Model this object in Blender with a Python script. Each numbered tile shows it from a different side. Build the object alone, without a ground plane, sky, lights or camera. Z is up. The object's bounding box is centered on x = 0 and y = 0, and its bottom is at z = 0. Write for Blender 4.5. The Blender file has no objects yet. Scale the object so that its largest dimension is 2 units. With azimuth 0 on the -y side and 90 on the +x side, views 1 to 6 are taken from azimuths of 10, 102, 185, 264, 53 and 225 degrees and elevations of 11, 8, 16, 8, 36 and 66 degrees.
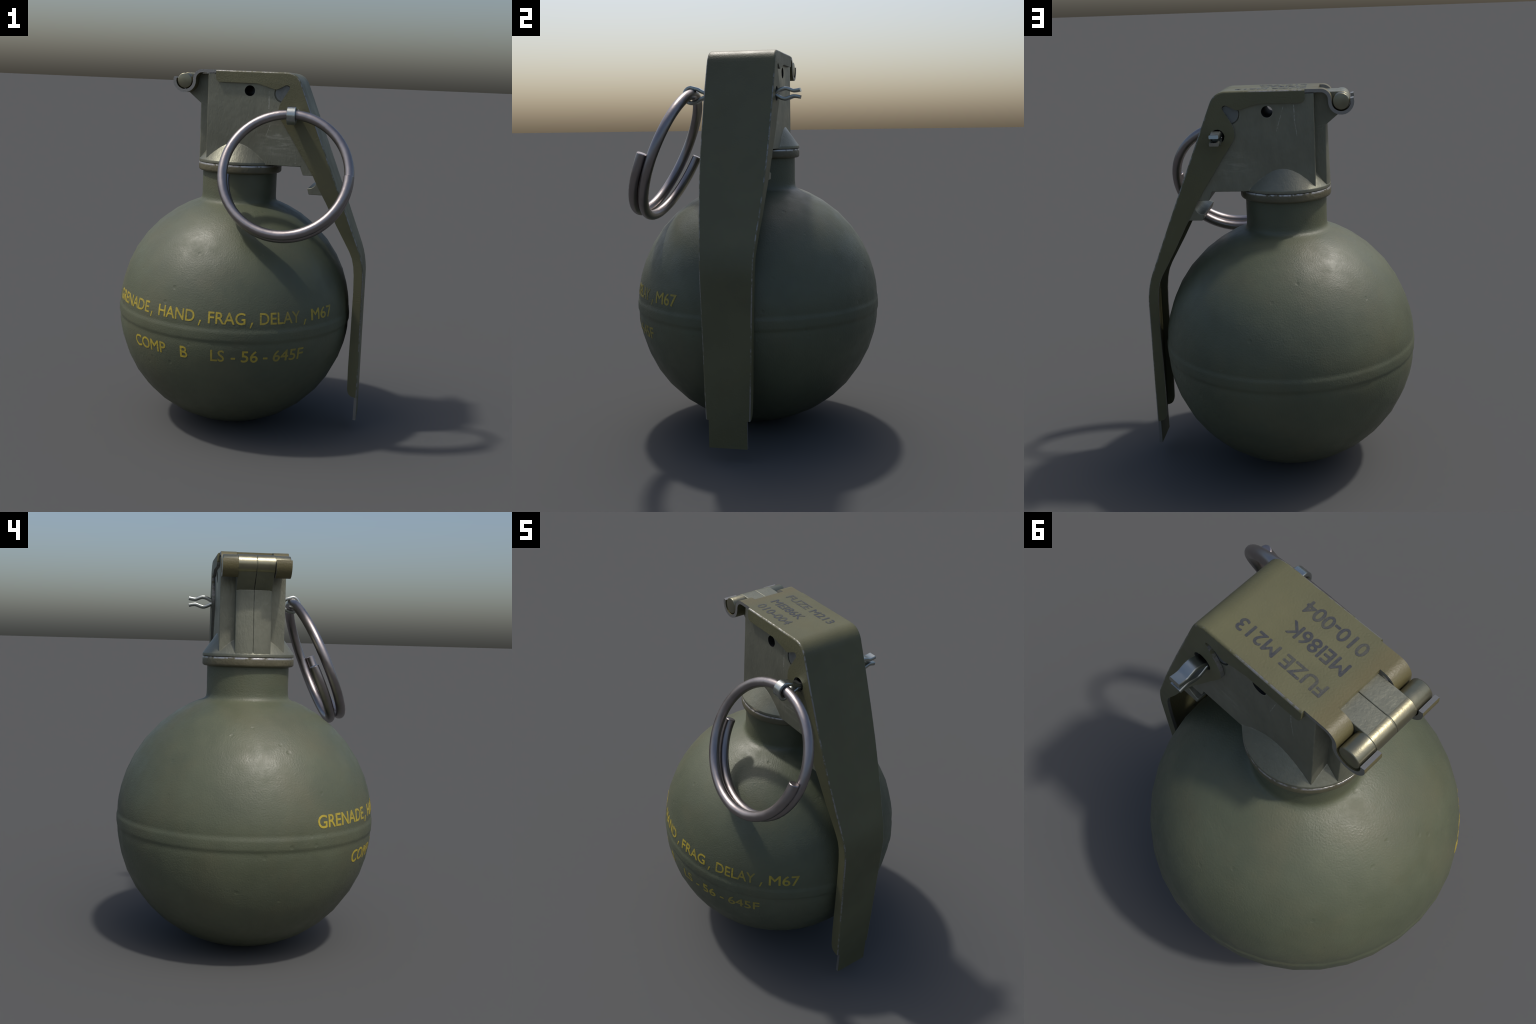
import bpy, bmesh, math
import numpy as np
from mathutils import Vector, Matrix
from mathutils.bvhtree import BVHTree

AX = -0.0435            # x of the body's vertical axis
CZ = 0.6605             # height of the body's equator
R = 0.661               # body radius
SEG = 36                # facets round the body

# ------------------------------------------------------------------ helpers
def link(ob, parent=None):
    bpy.context.scene.collection.objects.link(ob)
    if parent is not None:
        ob.parent = parent
    return ob

def mesh_object(name, bm, mats, parent=None, angle=35, weighted=False):
    me = bpy.data.meshes.new(name)
    bm.normal_update()
    bm.to_mesh(me)
    bm.free()
    for m in mats:
        me.materials.append(m)
    finish_mesh(me, angle)
    ob = link(bpy.data.objects.new(name, me), parent)
    if weighted:
        w = ob.modifiers.new("flat_faces", 'WEIGHTED_NORMAL')
        w.keep_sharp = True; w.weight = 100
    return ob

def finish_mesh(me, angle):
    for p in me.polygons:
        p.use_smooth = True
    if angle is not None:
        me.set_sharp_from_angle(angle=math.radians(angle))

def prism(outline, y0, y1):
    """solid from an (x, z) outline between two y levels"""
    bm = bmesh.new()
    a = [bm.verts.new((x, y0, z)) for x, z in outline]
    b = [bm.verts.new((x, y1, z)) for x, z in outline]
    n = len(a)
    bm.faces.new(a)
    bm.faces.new(list(reversed(b)))
    for i in range(n):
        j = (i + 1) % n
        bm.faces.new((a[j], a[i], b[i], b[j]))
    bmesh.ops.recalc_face_normals(bm, faces=bm.faces)
    return bm

def lathe(profile, seg, cx=0.0, cy=0.0, phase=0.0):
    """solid of revolution round a vertical axis; profile = (r, z) bottom to top"""
    bm = bmesh.new()
    rings = []
    for r, z in profile:
        if r < 1e-6:
            rings.append([bm.verts.new((cx, cy, z))])
        else:
            rings.append([bm.verts.new((cx + r * math.cos(phase + 2 * math.pi * i / seg),
                                        cy + r * math.sin(phase + 2 * math.pi * i / seg), z)) for i in range(seg)])
    for a, b in zip(rings, rings[1:]):
        for i in range(seg):
            j = (i + 1) % seg
            if len(a) == 1:
                bm.faces.new((a[0], b[j], b[i]))
            elif len(b) == 1:
                bm.faces.new((a[i], a[j], b[0]))
            else:
                bm.faces.new((a[i], a[j], b[j], b[i]))
    if len(rings[0]) > 1:
        bm.faces.new(list(reversed(rings[0])))
    if len(rings[-1]) > 1:
        bm.faces.new(rings[-1])
    bmesh.ops.recalc_face_normals(bm, faces=bm.faces)
    return bm

def rod_y(cx, cz, profile, seg):
    """solid of revolution round a line along y; profile = (r, y)"""
    bm = lathe(profile, seg)
    bmesh.ops.transform(bm, matrix=Matrix.Translation((cx, 0, cz)) @ Matrix.Rotation(math.radians(-90), 4, 'X'), verts=bm.verts)
    bmesh.ops.recalc_face_normals(bm, faces=bm.faces)
    return bm

def box(x0, x1, y0, y1, z0, z1):
    bm = bmesh.new()
    bmesh.ops.create_cube(bm, size=1.0)
    for v in bm.verts:
        v.co = Vector((x0 + (v.co.x + .5) * (x1 - x0), y0 + (v.co.y + .5) * (y1 - y0), z0 + (v.co.z + .5) * (z1 - z0)))
    return bm

def boolean(bm, cutters, op='DIFFERENCE'):
    """exact boolean of bm with a list of bmeshes; returns a new bmesh"""
    me = bpy.data.meshes.new("tmp")
    bm.to_mesh(me); bm.free()
    for _ in range(4): me.materials.append(None)
    ob = link(bpy.data.objects.new("tmp", me))
    extra = []
    for c in cutters:
        cm = bpy.data.meshes.new("cut")
        c.to_mesh(cm); c.free()
        for _ in range(4): cm.materials.append(None)
        co = link(bpy.data.objects.new("cut", cm))
        extra.append(co)
        md = ob.modifiers.new("b", 'BOOLEAN')
        md.operation = op; md.solver = 'EXACT'; md.object = co
        md.material_mode = 'INDEX'
    dg = bpy.context.evaluated_depsgraph_get()
    dg.update()
    out = bmesh.new()
    out.from_mesh(ob.evaluated_get(dg).to_mesh())
    for o in [ob] + extra:
        m = o.data
        bpy.data.objects.remove(o)
        bpy.data.meshes.remove(m)
    return out

def add(dst, src):
    me = bpy.data.meshes.new("t")
    src.to_mesh(me); src.free()
    dst.from_mesh(me)
    bpy.data.meshes.remove(me)
    return dst

def bevel(bm, width, segs=2, angle=40):
    edges = [e for e in bm.edges if e.is_manifold and e.calc_face_angle(0) > math.radians(angle)]
    bmesh.ops.bevel(bm, geom=edges, offset=width, segments=segs, profile=.5, affect='EDGES', clamp_overlap=True)
    return bm

def fillet(pts, radius, n=5):
    """round the inner corners of an open polyline by a tangent length (one value per corner)"""
    out = [Vector(pts[0])]
    for i in range(1, len(pts) - 1):
        p, a, b = Vector(pts[i]), Vector(pts[i - 1]), Vector(pts[i + 1])
        t = radius[i - 1] if isinstance(radius, (list, tuple)) else radius
        if t <= 0:
            out.append(p); continue
        s = p + (a - p).normalized() * t
        e = p + (b - p).normalized() * t
        for k in range(n + 1):
            u = k / n
            out.append((1 - u) ** 2 * s + 2 * u * (1 - u) * p + u * u * e)
    out.append(Vector(pts[-1]))
    return [tuple(v) for v in out]

def normals2d(pts, side):
    res = []
    for i in range(len(pts)):
        a = Vector(pts[max(i - 1, 0)]); b = Vector(pts[min(i + 1, len(pts) - 1)])
        d = (b - a).normalized()
        res.append(Vector((-d.y, d.x)) * side)
    return res

def tube(path, radius, sides, closed_caps=True):
    """round bar along a list of 3D points"""
    bm = bmesh.new()
    pts = [Vector(p) for p in path]
    rings = []
    up = None
    for i, p in enumerate(pts):
        t = (pts[min(i + 1, len(pts) - 1)] - pts[max(i - 1, 0)]).normalized()
        if up is None:
            up = t.orthogonal().normalized()
        up = (up - t * up.dot(t)).normalized()
        s = t.cross(up)
        rings.append((p, t, up.copy(), s))
    def ring(p, u, s, r):
        return [bm.verts.new(p + u * (r * math.cos(2 * math.pi * k / sides)) + s * (r * math.sin(2 * math.pi * k / sides))) for k in range(sides)]
    loops = []
    b = radius * .12
    p, t, u, s = rings[0]
    loops.append(ring(p, u, s, radius - b)); loops.append(ring(p + t * b, u, s, radius))
    for p, t, u, s in rings[1:-1]:
        loops.append(ring(p, u, s, radius))
    p, t, u, s = rings[-1]
    loops.append(ring(p - t * b, u, s, radius)); loops.append(ring(p, u, s, radius - b))
    for a, c in zip(loops, loops[1:]):
        for k in range(sides):
            j = (k + 1) % sides
            bm.faces.new((a[k], a[j], c[j], c[k]))
    bm.faces.new(list(reversed(loops[0]))); bm.faces.new(loops[-1])
    bmesh.ops.recalc_face_normals(bm, faces=bm.faces)
    return bm

# ------------------------------------------------------------------ materials
class Nodes:
    def __init__(self, name):
        self.mat = bpy.data.materials.new(name)
        self.mat.use_nodes = True
        self.t = self.mat.node_tree
        self.t.nodes.clear()
        self.out = self.n('ShaderNodeOutputMaterial')
        self.bsdf = self.n('ShaderNodeBsdfPrincipled')
        self.t.links.new(self.bsdf.outputs[0], self.out.inputs[0])
        self.co = self.n('ShaderNodeTexCoord').outputs['Object']
    def n(self, kind, **kw):
        nd = self.t.nodes.new(kind)
        for k, v in kw.items():
            setattr(nd, k, v)
        return nd
    def put(self, sock, v):
        if isinstance(v, bpy.types.NodeSocket):
            self.t.links.new(v, sock)
        else:
            sock.default_value = v
    def math(self, op, a, b=0.0, c=0.0, clamp=False):
        nd = self.n('ShaderNodeMath', operation=op, use_clamp=clamp)
        for i, v in enumerate((a, b, c)):
            self.put(nd.inputs[i], v)
        return nd.outputs[0]
    def noise(self, scale, detail=3.0, rough=.5, stretch=None, vec=None):
        v = vec or self.co
        if stretch:
            m = self.n('ShaderNodeMapping'); self.put(m.inputs['Vector'], v)
            m.inputs['Scale'].default_value = stretch
            v = m.outputs[0]
        nd = self.n('ShaderNodeTexNoise')
        self.put(nd.inputs['Vector'], v)
        nd.inputs['Scale'].default_value = scale
        nd.inputs['Detail'].default_value = detail
        nd.inputs['Roughness'].default_value = rough
        return nd.outputs['Fac']
    def voronoi(self, scale, feature='F1'):
        nd = self.n('ShaderNodeTexVoronoi', feature=feature)
        self.put(nd.inputs['Vector'], self.co)
        nd.inputs['Scale'].default_value = scale
        return nd
    def ramp(self, v, lo, hi, a=0.0, b=1.0):
        nd = self.n('ShaderNodeMapRange', clamp=True)
        self.put(nd.inputs[0], v)
        for i, x in enumerate((lo, hi, a, b)):
            self.put(nd.inputs[i + 1], x)
        return nd.outputs[0]
    def mix(self, f, a, b, kind='RGBA'):
        nd = self.n('ShaderNodeMix', data_type=kind)
        ins = [s for s in nd.inputs if s.enabled]
        for s, v in zip(ins, (f, a, b)):
            if kind == 'RGBA' and isinstance(v, tuple) and len(v) == 3:
                v = (*v, 1.0)
            self.put(s, v)
        return [s for s in nd.outputs if s.enabled][0]
    def bump(self, h, strength, dist, prev=None):
        nd = self.n('ShaderNodeBump')
        nd.inputs['Strength'].default_value = strength
        nd.inputs['Distance'].default_value = dist
        self.put(nd.inputs['Height'], h)
        if prev is not None:
            self.put(nd.inputs['Normal'], prev)
        return nd.outputs[0]
    def xyz(self):
        nd = self.n('ShaderNodeSeparateXYZ'); self.put(nd.inputs[0], self.co)
        return nd.outputs
    def edge(self, radius):
        """1 at sharp edges, 0 on flats"""
        b = self.n('ShaderNodeBevel', samples=6); b.inputs['Radius'].default_value = radius
        g = self.n('ShaderNodeNewGeometry')
        d = self.n('ShaderNodeVectorMath', operation='DOT_PRODUCT')
        self.put(d.inputs[0], b.outputs[0]); self.put(d.inputs[1], g.outputs['Normal'])
        return self.ramp(d.outputs['Value'], .985, .90)
    def set(self, **kw):
        names = dict(color='Base Color', rough='Roughness', metal='Metallic', normal='Normal', spec='Specular IOR Level', coat='Coat Weight')
        for k, v in kw.items():
            if isinstance(v, tuple) and len(v) == 3:
                v = (*v, 1.0)
            self.put(self.bsdf.inputs[names[k]], v)
        return self.mat

def lin(r, g, b):
    f = lambda c: ((c / 255 + .055) / 1.055) ** 2.4 if c > 10 else c / 255 / 12.92
    return (f(r), f(g), f(b))

STEEL = lin(150, 150, 150)

def body_paint(name, tone, dark):
    m = Nodes(name)
    c = m.mix(m.ramp(m.noise(2.2, 4, .55), .35, .68), tone, dark)
    c = m.mix(m.ramp(m.noise(3.4, 4, .6), .48, .72, 0, .55), c, tuple(t * k for t, k in zip(tone, (1.08, .93, .88))))
    c = m.mix(m.ramp(m.noise(9, 4, .6), .45, .75, 0, .35), c, tuple(x * .82 for x in tone))
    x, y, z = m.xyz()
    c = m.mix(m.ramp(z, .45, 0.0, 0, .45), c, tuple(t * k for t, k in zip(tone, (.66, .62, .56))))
    cells = m.voronoi(13)
    pit = m.ramp(cells.outputs['Distance'], .17, .06)
    keep = m.math('GREATER_THAN', m.noise(6.1, 2), .56)
    n = m.bump(m.noise(135, 2, .5), .24, .005)
    n = m.bump(m.math('MULTIPLY', pit, keep), .45, -.003, n)
    n = m.bump(m.noise(11, 3), .16, .010, n)
    rough = m.ramp(m.noise(8, 5, .65), .34, .66, .42, .60)
    return m.set(color=c, rough=rough, metal=0.0, normal=n, spec=.55)

def lever_paint(name, tone, worn):
    """olive paint; worn > 0 lets bare steel show through in chips"""
    m = Nodes(name)
    big = m.noise(3.0, 4, .55)
    c = m.mix(m.ramp(big, .35, .7), tone, tuple(x * .80 for x in tone))
    x, y, z = m.xyz()
    rust = m.ramp(m.noise(4.5, 3), .5, .75, 0, .2)
    c = m.mix(rust, c, tuple(t * k for t, k in zip(tone, (1.05, .92, .75))))
    # brownish hinge ears
    c = m.mix(m.ramp(x, -.16, -.21, 0, .6), c, tuple(t * k for t, k in zip(tone, (1.02, .86, .74))))
    n = m.bump(m.noise(135, 2, .5), .20, .005)
    rough = m.ramp(m.noise(8, 3), .3, .7, .42, .56)
    if worn > 0:
        chips = m.math('ADD', m.math('MULTIPLY', m.noise(48, 5, .65), .8), m.math('MULTIPLY', m.noise(3.3, 2), .75))
        f = m.ramp(chips, .94 - worn, 1.07 - worn, 0, .75)
        c = m.mix(f, c, STEEL)
        rough = m.mix(f, rough, .38, 'FLOAT')
        met = m.math('MULTIPLY', f, .85)
        return m.set(color=c, rough=rough, metal=met, normal=n, spec=.5)
    return m.set(color=c, rough=rough, metal=0.0, normal=n, spec=.5)

def cast_metal(name, tone, scratches=(), wear=.5, metal=.55, rough=(.36, .52), scuff=False, grain_up=.26):
    m = Nodes(name)
    big = m.noise(4, 4, .6)
    c = m.mix(m.ramp(big, .35, .68), tone, tuple(t * .80 for t in tone))
    streak = m.noise(30, 3, .6, stretch=(.8, .8, .22))
    c = m.mix(m.ramp(streak, .42, .72, 0, .42), c, tuple(t * .72 for t in tone))
    x, y, z = m.xyz()
    line = None
    grain = m.noise(90, 3, .6)
    for side, x0, z0, x1, z1, w in scratches:
        u = m.math('DIVIDE', m.math('SUBTRACT', z, z0), z1 - z0)
        wob = m.math('MULTIPLY', m.math('SUBTRACT', m.noise(16, 2), .5), .006)
        dx = m.math('SUBTRACT', m.math('SUBTRACT', x, m.math('MULTIPLY_ADD', u, x1 - x0, x0)), wob)
        a = m.ramp(m.math('ABSOLUTE', dx), w, w * .35)
        a = m.math('MULTIPLY', a, m.math('MULTIPLY', m.math('GREATER_THAN', u, 0), m.math('LESS_THAN', u, 1)))
        a = m.math('MULTIPLY', a, m.math('GREATER_THAN', m.math('MULTIPLY', y, side), .15))
        line = a if line is None else m.math('MAXIMUM', line, a)
    if line is not None:
        f = m.math('MULTIPLY', line, m.ramp(grain, .42, .60, 0, .75))
        c = m.mix(f, c, lin(190, 190, 182))
    if scuff:                                 # rubbed patch where the ring swings against the side
        box_ = m.math('MULTIPLY', m.ramp(m.math('ABSOLUTE', m.math('SUBTRACT', x, .20)), .14, .04), m.ramp(m.math('ABSOLUTE', m.math('SUBTRACT', z, 1.645)), .11, .02))
        rub = m.ramp(m.noise(34, 5, .7, stretch=(.35, 1, 1.6)), .46, .66)
        c = m.mix(m.math('MULTIPLY', m.math('MULTIPLY', box_, rub), m.ramp(y, 0, -.1, .25, .6)), c, lin(176, 175, 164))
    e = m.math('MULTIPLY', m.edge(.007), m.ramp(m.noise(22, 4, .6), .45, .65, 0, wear))
    c = m.mix(e, c, lin(190, 188, 175))
    n = m.bump(m.noise(60, 4, .65, stretch=(1, 1, .45)), grain_up, .007)
    rg = m.ramp(m.noise(9, 4), .3, .7, rough[0], rough[1])
    return m.set(color=c, rough=rg, metal=metal, normal=n, spec=.5)

def collar_paint(name, tone):
    m = Nodes(name)
    x, y, z = m.xyz()
    c = m.mix(m.ramp(m.noise(5, 4), .35, .7), tone, tuple(t * .75 for t in tone))
    chips = m.noise(26, 5, .65)
    rim = m.ramp(z, 1.4870, 1.4925)
    f = m.math('MULTIPLY', rim, m.ramp(chips, .40, .50, 0, .95))
    c = m.mix(f, c, lin(185, 184, 182))
    n = m.bump(m.noise(60, 3), .22, .010)
    return m.set(color=c, rough=m.mix(f, .45, .35, 'FLOAT'), metal=m.math('MULTIPLY', f, .8), normal=n, spec=.5)

def wire_metal(name, tone, rough):
    m = Nodes(name)
    c = m.mix(m.ramp(m.noise(6, 4), .35, .7), tone, tuple(t * .78 for t in tone))
    n = m.bump(m.noise(38, 3, .6), .10, .006)
    return m.set(color=c, rough=m.ramp(m.noise(14, 4), .35, .7, rough - .05, rough + .08), metal=1.0, normal=n)

def ink(name, tone, under, solid, scale, dim_right=None, worn=()):
    m = Nodes(name)
    x, y, z = m.xyz()
    f = m.ramp(m.noise(scale, 4, .6), .30, .62, solid[0], solid[1])
    f = m.math('MULTIPLY', f, m.ramp(m.noise(9, 3, .5), .36, .56, .76, 1.0))
    if dim_right:
        f = m.math('MULTIPLY', f, m.ramp(x, dim_right[0], dim_right[1], 1.0, dim_right[2]))
    for low, x0, x1, keep in worn:           # words that have rubbed thin
        w = m.math('MULTIPLY', m.ramp(x, x0 - .02, x0 + .01), m.ramp(x, x1 + .02, x1 - .01))
        w = m.math('MULTIPLY', w, m.math('LESS_THAN' if low else 'GREATER_THAN', z, .65))
        f = m.math('MULTIPLY', f, m.math('SUBTRACT', 1.0, m.math('MULTIPLY', w, 1 - keep)))
    c = m.mix(f, under, tone)
    n = m.bump(m.noise(115, 2, .5), .3, .0055)
    return m.set(color=c, rough=.48, metal=0.0, normal=n, spec=.5)

OLIVE = lin(84, 89, 69)
OLIVE_D = lin(72, 78, 61)
LEVER = lin(93, 92, 65)
HOUSING = lin(128, 129, 114)

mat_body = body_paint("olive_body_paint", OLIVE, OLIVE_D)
mat_lever = lever_paint("olive_lever_paint", LEVER, 0.0)
mat_worn = lever_paint("worn_lever_corner", LEVER, .225)
mat_ear = lever_paint("bare_hinge_edge", LEVER, .48)
mat_rim = lever_paint("worn_lever_rim", LEVER, .38)
mat_house = cast_metal("cast_zinc", HOUSING, metal=.58, scuff=True, scratches=(
    (-1, .1290, 1.915, .1325, 1.785, .0022), (-1, .143, 1.72, .1225, 1.663, .0018),
    (-1, .286, 1.565, .2893, 1.518, .0016), (-1, .268, 1.93, .262, 1.70, .0008),
    (1, -.1065, 1.935, -.1085, 1.848, .0026), (1, -.1085, 1.848, -.119, 1.775, .0014),
    (1, -.060, 1.935, -.018, 1.80, .0014)))
mat_hole = cast_metal("bore_blackened_for_shadow", lin(18, 18, 17), wear=0, metal=0, rough=(.8, .9))  # near-black base colour paints the darkness inside the holes
mat_barrel = cast_metal("polished_zinc", lin(150, 146, 122), metal=.88, rough=(.25, .36), grain_up=.10)
mat_pin = cast_metal("hinge_pin_metal", lin(138, 136, 116), metal=.85, rough=(.27, .40), grain_up=.10)
mat_disc = cast_metal("striker_end_metal", lin(118, 122, 120), wear=.3)
mat_collar = collar_paint("worn_collar_paint", lin(92, 88, 68))
mat_ring = wire_metal("dark_steel_wire", lin(156, 150, 150), .36)
mat_cotter = wire_metal("bright_steel_strip", lin(175, 180, 176), .30)
mat_yellow = ink("yellow_stencil_ink", lin(178, 158, 52), OLIVE_D, (.72, 1.0), 28, (-.15, .45, .80), ((True, -.04, .03, .75), (True, .27, .42, .72), (False, .315, .40, .70), (True, -.34, -.28, .85)))
mat_black = ink("dark_stamp_ink", lin(52, 54, 58), LEVER, (.88, 1.0), 40)

# ------------------------------------------------------------------ the thing
root = link(bpy.data.objects.new("hand_grenade", None))
root["label"] = "round olive green hand grenade with lever and pull ring"
root["category"] = "hand grenade"

# ---- body: a near sphere with a raised equatorial band and a short neck
def body_radius(el):
    return .6612 + .0022 * math.sin(2 * el) ** 2

NECK_R = .2085
prof = [(0, 0.0)]
els = [-84, -76, -67, -58, -49, -40, -31, -22, -14, -9, -6]
for d in els:
    e = math.radians(d); r = body_radius(e)
    prof.append((r * math.cos(e), max(CZ + r * math.sin(e), .0015)))
# the band, 7 cm tall: rolled lip above and below with shallow grooves beside it
for z, dr in ((.608, 0), (.618, -.0008), (.625, -.0010), (.631, -.0004), (.637, .0012), (.643, .0028), (.650, .0033), (.680, .0033),
              (.687, .0028), (.693, .0014), (.700, 0), (.706, -.0008), (.713, -.0005), (.722, 0)):
    prof.append((math.sqrt(.6605 ** 2 - (z - CZ) ** 2) + dr, z))
for d in (7.5, 10, 15, 22, 30, 39, 48, 57, 64, 68):
    e = math.radians(d); r = body_radius(e)
    prof.append((r * math.cos(e), CZ + r * math.sin(e)))
prof += [(.2305, 1.2795), (.2180, 1.2875), (.2115, 1.2965), (NECK_R + .0007, 1.310), (NECK_R, 1.33), (NECK_R, 1.46)]
bm = lathe(prof, SEG, AX, 0, math.pi)
body_tree_bm = bm.copy()
bmesh.ops.triangulate(body_tree_bm, faces=body_tree_bm.faces)
body_tree = BVHTree.FromBMesh(body_tree_bm)
body_tree_bm.free()
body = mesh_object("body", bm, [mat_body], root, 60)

# ---- lettering
def text_mesh(txt, offset=0.0):
    cu = bpy.data.curves.new("t", 'FONT')
    cu.body = txt; cu.size = 1.0; cu.resolution_u = 4
    ob = link(bpy.data.objects.new("t", cu))
    dg = bpy.context.evaluated_depsgraph_get(); dg.update()
    b = bmesh.new(); b.from_mesh(ob.evaluated_get(dg).to_mesh())
    bpy.data.objects.remove(ob); bpy.data.curves.remove(cu)
    bmesh.ops.remove_doubles(b, verts=b.verts, dist=1e-5)
    if offset:                                # embolden: shifted copies, each a hair apart in depth
        base = b.copy()
        for k, (dx, dy) in enumerate(((1, 0), (-1, 0), (0, 1), (0, -1))):
            c = base.copy()
            for v in c.verts:
                v.co += Vector((dx * offset, dy * offset, (k + 1) * .01))
            add(b, c)
        base.free()
    return b

_h = text_mesh("H")
CAP = max(v.co.y for v in _h.verts)
_h.free()

def fit(b, u0, u1, v0, cap):
    """move a flat word so that it spans u0..u1 and stands on v0"""
    xs = [v.co.x for v in b.verts]; a, c = min(xs), max(xs)
    for v in b.verts:
        v.co = Vector((u0 + (v.co.x - a) / (c - a) * (u1 - u0), v0 + v.co.y / CAP * cap, v.co.z))
    return b

def cut_grid(b, step_u, step_v):
    for axis, step in ((0, step_u), (1, step_v)):
        vals = [v.co[axis] for v in b.verts]
        k = math.floor(min(vals) / step) + 1
        while k * step < max(vals):
            co = Vector((0, 0, 0)); co[axis] = k * step
            no = Vector((0, 0, 0)); no[axis] = 1
            bmesh.ops.bisect_plane(b, geom=b.verts[:] + b.edges[:] + b.faces[:], plane_co=co, plane_no=no, dist=1e-6)
            k += 1

def wrapped_line(name, words, el0, el1, mat, parent):
    b = bmesh.new()
    for txt, a0, a1 in words:
        if txt == ",":                       # a slanted dash below the base line
            c = bmesh.new()
            c.faces.new([c.verts.new((p, q, 0)) for p, q in ((a1 - .75, el0 + 1.05), (a0 - .1, el0 - 1.5), (a0 + .45, el0 - 1.5), (a1 + .1, el0 + 1.05))])
            add(b, c)
            continue
        add(b, fit(text_mesh(txt, .013), a0, a1, el0, el1 - el0))
    bmesh.ops.triangulate(b, faces=b.faces)
    cut_grid(b, 2.5, 1.3)
    bmesh.ops.triangulate(b, faces=b.faces)
    c = Vector((AX, 0, CZ)); nor = {}
    for v in b.verts:
        az, el = math.radians(v.co.x), math.radians(v.co.y)
        d = Vector((math.cos(el) * math.cos(az), math.cos(el) * math.sin(az), math.sin(el)))
        hit = body_tree.ray_cast(c, d)[0]
        v.co = hit + d * (.0012 + v.co.z * .006)
    top = b.faces[:]
    ext = bmesh.ops.extrude_face_region(b, geom=top, use_keep_orig=True)
    for g in ext['geom']:
        if isinstance(g, bmesh.types.BMVert):
            g.co -= (g.co - c).normalized() * .0025
    bmesh.ops.recalc_face_normals(b, faces=b.faces)
    ob = mesh_object(name, b, [mat], parent, None)
    me = ob.data
    me.normals_split_custom_set_from_vertices([(v.co - c).normalized() for v in me.vertices])
    return ob

wrapped_line("stencil_lettering", [("GRENADE", -154.2, -122.4), (",", -121.2, -119.9), ("HAND", -116.3, -97.1), (",", -95.3, -93.9),
             ("FRAG", -90.7, -73.9), (",", -71.9, -70.5), ("DELAY", -67.4, -47.6), (",", -45.4, -44.0), ("M67", -41.1, -26.8)],
             6.25, 11.35, mat_yellow, body)
wrapped_line("stencil_lettering", [("COMP", -132.6, -111.8), ("B", -103.9, -100.1), ("LS", -89.2, -82.9), ("-", -79.9, -77.9),
             ("56", -75.3, -67.6), ("-", -65.2, -63.0), ("645F", -60.6, -44.9)], -11.3, -6.0, mat_yellow, body)

# ---- fuze housing
HY = .161
circle = lambda cx, cz, r, a0, a1, n: [(cx + r * math.cos(math.radians(a0 + (a1 - a0) * i / n)), cz + r * math.sin(math.radians(a0 + (a1 - a0) * i / n))) for i in range(n + 1)]
lever_line = lambda z: .3535 + (1.8226 - z) * .405      # outer face of the lever's slope
outline = [(-.205, 1.9805), (.235, 1.9805), (lever_line(1.90) - .034, 1.90), (lever_line(1.357) - .034, 1.357), (.3705, 1.357), (.3605, 1.3895)]
outline += circle(.366, 1.4335, .0435, -88, 22, 8)
outline += [(.398, 1.4595), (.3325, 1.4595), (.3165, 1.5035), (-.205, 1.5035)]
house = bevel(prism(outline, -HY, HY), .0035, 2)
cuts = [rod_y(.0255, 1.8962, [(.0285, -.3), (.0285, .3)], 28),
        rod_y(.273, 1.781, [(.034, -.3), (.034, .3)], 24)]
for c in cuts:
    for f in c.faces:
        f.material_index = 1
for s in (-1, 1):
    cuts.append(rod_y(.2105, 1.889, [(.052, min(s * .150, s * .2)), (.052, max(s * .150, s * .2))], 32))
house = boolean(house, cuts)
# skirt: the cone that carries the housing on its round foot
cone = lathe([(.2322, 1.5005), (.2330, 1.5025), (.2330, 1.513), (.2315, 1.5165), (.10, 1.700)], 40, AX)
add(house, cone)
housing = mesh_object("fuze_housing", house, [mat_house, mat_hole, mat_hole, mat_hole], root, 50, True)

# rear rib in two cast halves, with the parting groove between them
BX, BZ, BR = -.3364, 1.9365, .0428
rib_outline = [(-.19, 1.9792), (BX, 1.9792)] + circle(BX, BZ, BR - .0002, 95, 220, 10) + [(-.235, 1.798), (-.19, 1.798)]
rib = bmesh.new()
for s in (-1, 1):
    half = prism(rib_outline, min(s * .0004, s * .0875), max(s * .0004, s * .0875))
    bevel(half, .0034, 2, 50)
    add(rib, half)
    # below the hinge the rib ends in an arc flush with the round foot
    a1 = math.asin(.0872 / .2312)
    plan = [(-.19, s * .0004)] + [(AX - .2312 * math.cos(a), s * max(.2312 * math.sin(a), .0004)) for a in [a1 * k / 6 for k in range(7)]] + [(-.19, s * .0872)]
    post = bmesh.new()
    lo = [post.verts.new((x, y, 1.512)) for x, y in plan]; hi = [post.verts.new((x, y, 1.83)) for x, y in plan]
    post.faces.new(lo); post.faces.new(list(reversed(hi)))
    for i in range(len(plan)):
        j = (i + 1) % len(plan)
        post.faces.new((lo[i], lo[j], hi[j], hi[i]))
    bmesh.ops.recalc_face_normals(post, faces=post.faces)
    bevel(post, .0032, 2, 50)
    # the top of the post leans back under the hinge bracket
    for v in post.verts:
        if v.co.z > 1.8:
            v.co.x = max(v.co.x, -.2625)      # flat there, arched at the foot
            v.co.z = max(1.803, min(v.co.z, 1.818 + (-.2585 - v.co.x) * .84 + .004))
    add(rib, post)
mesh_object("hinge_rib", rib, [mat_house], housing, 50, True)
barrel = bmesh.new()
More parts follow.
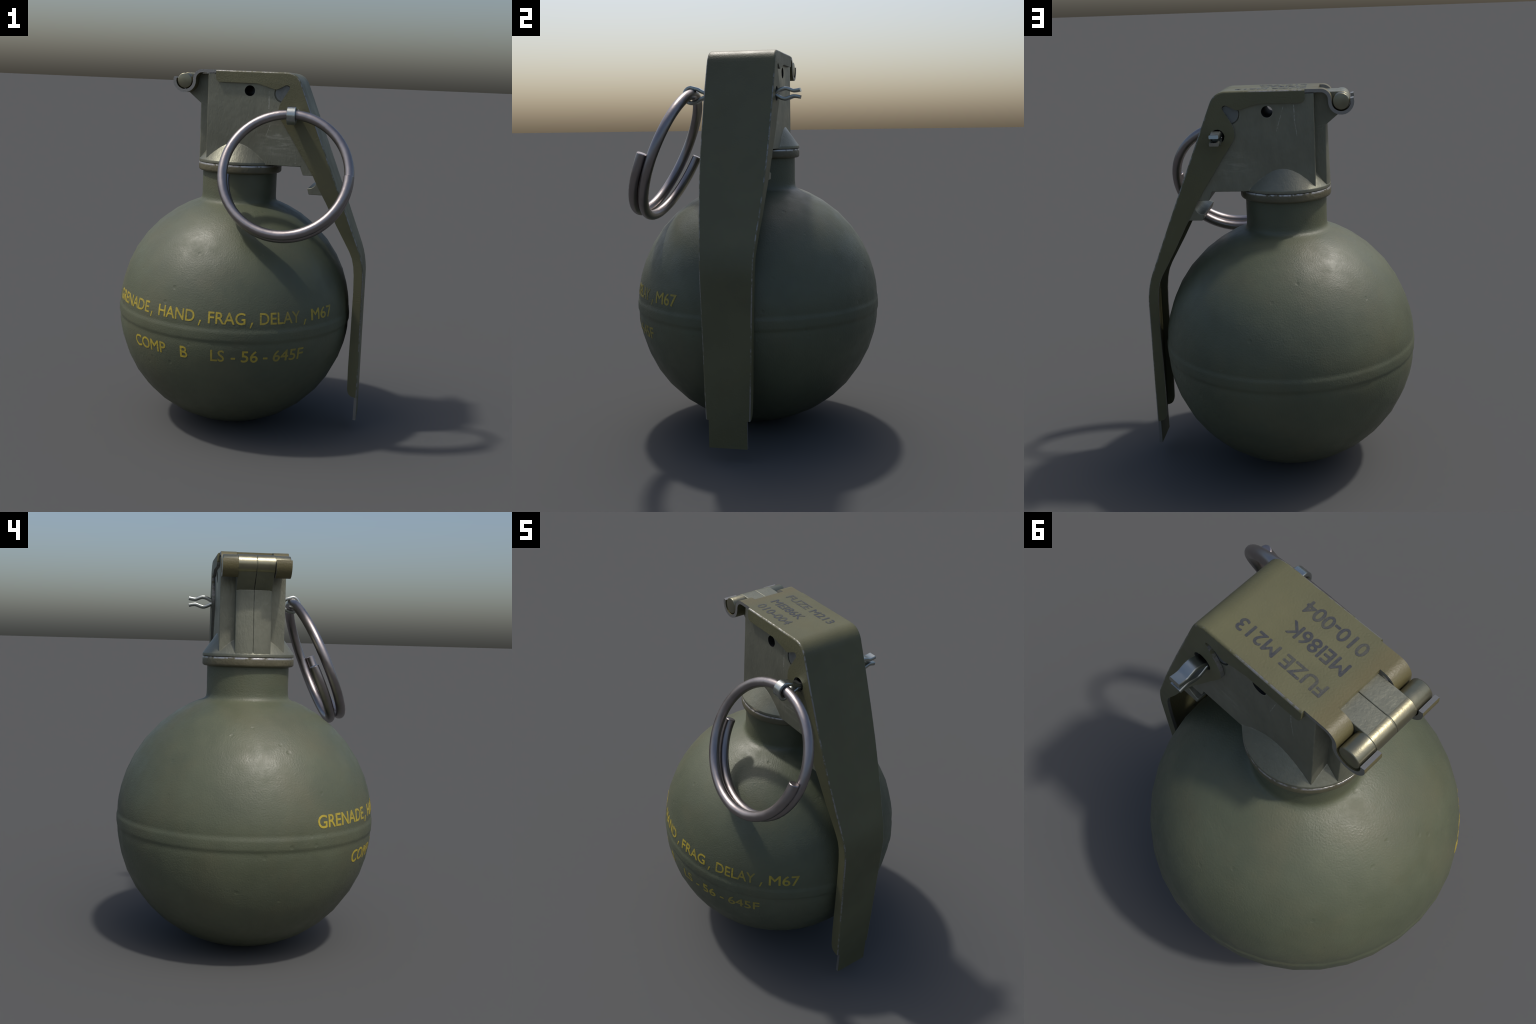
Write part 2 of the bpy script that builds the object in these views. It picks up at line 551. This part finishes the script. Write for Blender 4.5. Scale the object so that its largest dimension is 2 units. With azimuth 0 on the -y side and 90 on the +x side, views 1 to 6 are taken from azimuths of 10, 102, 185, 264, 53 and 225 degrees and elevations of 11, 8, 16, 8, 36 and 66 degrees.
for s in (-1, 1):
    ys = sorted((s * .0006, s * .0885))
    add(barrel, rod_y(BX, BZ, [(BR - .003, ys[0]), (BR, ys[0] + .003), (BR, ys[1] - .002), (BR - .002, ys[1])], 36))
mesh_object("hinge_barrel", barrel, [mat_barrel], housing, 35)
mesh_object("hinge_pin", rod_y(BX, BZ, [(.0355, -.1605), (.0385, -.1595), (.0405, -.1565), (.0405, .1565), (.0385, .1595), (.0355, .1605)], 36), [mat_pin], housing, 50)
for s in (-1, 1):
    ys = sorted((s * .12, s * .1602))
    pr = [(.0465, ys[0]), (.0465, ys[1])]
    mesh_object("striker_end", bevel(rod_y(.2105, 1.889, pr, 32), .002, 1), [mat_disc], housing, 30)

# collar under the foot
mesh_object("collar", lathe([(.20, 1.4515), (.2210, 1.4515), (.2275, 1.4535), (.2320, 1.4585), (.2330, 1.464), (.2330, 1.4935), (.2318, 1.4968), (.2285, 1.4985), (.2, 1.4985)], 40, AX), [mat_collar], root, 32)

# ---- safety lever: one pressed sheet, U-shaped below the hinge ears
T = .0165
LW_Z = [0, .22, .308, .557, .88, 1.0, 1.116, 1.20, 1.35, 1.47, 1.60, 1.80, 1.94, 2.05]
LW_W = [.1115, .1115, .1147, .1205, .130, .1335, .1425, .151, .1625, .1695, .1735, .1768, .1760, .1720]
half_width = lambda z: float(np.interp(z, LW_Z, LW_W))

curl_mid = T / 2 + .0462
SX, SZ, SR = -.238, 1.9915 - .0435, .0435       # the S-bend over the back edge
mid = circle(BX, BZ, curl_mid, -197, 0, 20) + circle(SX, SZ, SR, 180, 90, 9)
nrm = normals2d(mid, 1)
ear_out = [(p[0] + n.x * T / 2, p[1] + n.y * T / 2) for p, n in zip(mid, nrm)]
ear_in = [(p[0] - n.x * T / 2, p[1] - n.y * T / 2) for p, n in zip(mid, nrm)]
sl = lever_line
spine = fillet([(-.17, 2.0), (.2815, 2.0), (.692, .988), (.700, .073)], [.062, .095], 9)
spine = [spine[0]] + [(-.02, 2.0)] + spine[1:]
ear_out = [(x, min(z, 2.0)) for x, z in ear_out]
outer = ear_out + spine
# flange's free edge, from the hinge end down to the tip
flange = [(-.160, 2.0 - T), (-.160, 1.962)] + circle(-.134, 1.9625, .026, 180, 270, 5)[1:]
flange += [(.0645, 1.9365), (.12, 1.922)] + [(.160, 1.9095), (.170, 1.9085), (.180, 1.9105)] + [(.200, 1.921), (.222, 1.9325), (.234, 1.9315), (.2425, 1.9255), (.2435, 1.9155)]
flange += [(.1985, 1.842), (.1915, 1.824), (.1875, 1.805), (.1865, 1.787), (.189, 1.772), (.197, 1.757), (.2535, 1.6725), (.305, 1.591), (.3466, 1.5279), (.39, 1.4564)]
flange += [(.4124, 1.4112), (.4659, 1.3173), (.5277, 1.198), (.59, 1.0866), (.607, 1.056), (.6235, 1.018), (.634, .973), (.6395, .92), (.6425, .83), (.6415, .60), (.640, .39), (.6425, .264)]
flange += [(.645, .246), (.651, .232), (.660, .222), (.672, .2165), (.700 - T, .214)]
inner_edge = [(x, z) for x, z in ear_in] + flange + [(.700 - T, .073)]
B_EDGE = .010
out_n = normals2d(outer, 1)
n_out = len(outer)

def lever_solid():
    b = bmesh.new()
    levels = []
    for k in range(5):                       # rounded corner between face and flange
        a = k / 4 * math.pi / 2
        levels.append((B_EDGE * (1 - math.sin(a)), B_EDGE * (1 - math.cos(a))))
    # levels[0]: full width-b..., last: outermost
    rows = []
    def row(y, inset):
        o = [b.verts.new((p[0] - n.x * inset, y, p[1] - n.y * inset)) for p, n in zip(outer, out_n)]
        i = [b.verts.new((p[0], y, p[1])) for p in reversed(inner_edge)]
        return o + i
    for off, inset in reversed(levels):
        rows.append((row(-1 + off, inset)))
    for off, inset in levels:
        rows.append((row(1 - off, inset)))
    n = len(rows[0])
    b.faces.new(rows[0]); b.faces.new(list(reversed(rows[-1])))
    for ri, (r0, r1) in enumerate(zip(rows, rows[1:])):
        for i in range(n):
            j = (i + 1) % n
            f = b.faces.new((r0[j], r0[i], r1[i], r1[j]))
            if i >= n_out - 1:
                f.material_index = 1          # cut edge of the sheet
            elif ri != len(levels) - 1:
                f.material_index = 1          # rounded corner
    bmesh.ops.recalc_face_normals(b, faces=b.faces)
    return b

def widen(b, inset):
    for z in LW_Z[1:-1] + [1.05, 1.27, 1.54, .45, .7, .39, 1.70, 1.9]:
        bmesh.ops.bisect_plane(b, geom=b.verts[:] + b.edges[:] + b.faces[:], plane_co=(0, 0, z), plane_no=(0, 0, 1), dist=1e-6)
    for v in b.verts:
        s = 1 if v.co.y > 0 else -1
        v.co.y += s * (half_width(v.co.z) - 1 - inset)

lever_bm = lever_solid()
widen(lever_bm, 0)
# hollow: everything between the two flanges, a hair below the sheet's inner face
hollow_top = [(p[0] - n.x * (T + .0006), p[1] - n.y * (T + .0006)) for p, n in zip(outer, out_n)][len(ear_out):]
hollow = [(-.20, 2.0 - T - .0006)] + hollow_top[1:-1] + [(.700 - T - .0006, .02), (.30, .02), (.30, 1.2), (-.10, 1.7), (-.20, 1.8)]
hb = prism(hollow, -1, 1)
widen(hb, .0145)
for v in hb.verts: pass
cut = [hb,
       box(-.6, -.2245, -.0885, .0885, 1.7, 2.2)]
for s in (-1, 1):
    ys = sorted((s * .1625, s * .4))
    cut.append(box(-.6, -.1605, *ys, 1.7, 2.2))
    ys = sorted((s * .0955, s * .4))
    cut.append(box(.4, .9, *ys, -.2, .213))
cut.append(rod_y(.273, 1.781, [(.0365, -.4), (.0365, .4)], 28))
lever_bm = boolean(lever_bm, cut)
for f in lever_bm.faces:
    c, n = f.calc_center_median(), f.normal
    w = half_width(c.z)
    worn = 0
    if c.x > -.158 and c.z > .214:
        if abs(c.y) > w - B_EDGE - .0005 and .30 < abs(n.y) < .93:
            worn = 1                          # rounded corner beside the face
        elif abs(n.y) < .12 and abs(c.y) > w - .0165:
            worn = 2                          # cut edge of the flange
    elif c.z < .2145 and abs(n.y) > .9:
        worn = 2                              # sides of the tip
    elif c.x < -.36 and abs(n.y) < .1 and n.z > .3 and (c - Vector((BX, c.y, BZ))).length > .049:
        worn = 3                              # ends of the hinge curls
    elif c.x < -.158 and c.z > 1.8 and abs(n.y) > .9:
        worn = 3                              # sheared sides of the hinge ears
    f.material_index = worn
lever = mesh_object("safety_lever", lever_bm, [mat_lever, mat_worn, mat_rim, mat_ear], root, 40, True)

def flat_line(name, txt, x0, x1, y0, cap, parent):
    b = fit(text_mesh(txt, .022), x0, x1, 0, cap)
    for v in b.verts:
        v.co = Vector((v.co.x, v.co.y + y0, 2.0005 + v.co.z * .006))
    ext = bmesh.ops.extrude_face_region(b, geom=b.faces[:], use_keep_orig=True)
    for g in ext['geom']:
        if isinstance(g, bmesh.types.BMVert):
            g.co.z -= .0018
    bmesh.ops.recalc_face_normals(b, faces=b.faces)
    return mesh_object(name, b, [mat_black], parent, 30)

flat_line("stamped_lettering", "FUZE M213", -.163, .186, .0600, .0445, lever)
flat_line("stamped_lettering", "MEI86K", -.161, .070, -.0375, .0480, lever)
flat_line("stamped_lettering", "010-004", -.162, .083, -.1240, .0475, lever)

# ---- pull ring: one and a half turns of round wire
tilt = math.radians(23.1)
RC = Vector((.271, -.383, 1.478)); RR = .3285
down = Vector((0, -math.sin(tilt), -math.cos(tilt)))
side = Vector((1, 0, 0))
nn = Vector((0, -math.cos(tilt), math.sin(tilt)))
path = []
for i in range(109):
    s = i / 108 * 1.5
    off = float(np.interp(s, [0, .5, 1.0, 1.5], [.0475, .021, -.003, -.0475]))
    a = 2 * math.pi * s
    path.append(RC + side * (RR * math.cos(a)) + down * (RR * math.sin(a)) + nn * off)
mesh_object("pull_ring", tube(path, .0257, 20), [mat_ring], root, 40)

# ---- cotter pin: a folded strip round the ring, through the lever, ends sprung apart
def smooth(pts, n=5):
    P = [Vector(p) for p in pts]; out = []
    for i in range(len(P) - 1):
        a, b, c, d = P[max(i - 1, 0)], P[i], P[i + 1], P[min(i + 2, len(P) - 1)]
        for k in range(n):
            t = k / n
            out.append(.5 * ((2 * b) + (c - a) * t + (2 * a - 5 * b + 4 * c - d) * t * t + (3 * b - a - 3 * c + d) * t ** 3))
    out.append(P[-1])
    return out

strip_mid = smooth([(.2967, 1.7975), (.277, 1.794), (.2595, 1.7935), (.240, 1.801), (.2205, 1.8055), (.195, 1.7985), (.175, 1.788), (.14, 1.7835), (-.15, 1.7845), (-.200, 1.792), (-.230, 1.808)], 5)
strip_mid += [Vector(p) for p in circle(-.2605, 1.7785, .0405, 100, 255, 12)]
strip_mid += smooth([(-.240, 1.7455), (-.200, 1.766), (-.15, 1.7735), (.14, 1.7745), (.175, 1.770), (.1995, 1.7585), (.2200, 1.7535), (.2397, 1.7585), (.2595, 1.7655), (.277, 1.765), (.2966, 1.761)], 5)
def strip(midline, width, thick, cx, skew):
    n2 = normals2d(midline, 1)
    b = bmesh.new(); rows = []
    for p, n in zip(midline, n2):
        ring = []
        for sx, st in ((-.86, -1), (.86, -1), (.96, -.75), (1, -.35), (1, .35), (.96, .75), (.86, 1), (-.86, 1), (-.96, .75), (-1, .35), (-1, -.35), (-.96, -.75)):
            q = Vector(p) + n * (st * thick / 2)
            ring.append(b.verts.new((cx + sx * width / 2, q.x, q.y)))
        rows.append(ring)
    for r0, r1 in zip(rows, rows[1:]):
        for i in range(12):
            j = (i + 1) % 12
            b.faces.new((r0[i], r0[j], r1[j], r1[i]))
    b.faces.new(rows[0]); b.faces.new(list(reversed(rows[-1])))
    bmesh.ops.recalc_face_normals(b, faces=b.faces)
    return b
cot = strip(strip_mid, .047, .0178, .272, 0)
mesh_object("cotter_pin", cot, [mat_cotter], root, 35)
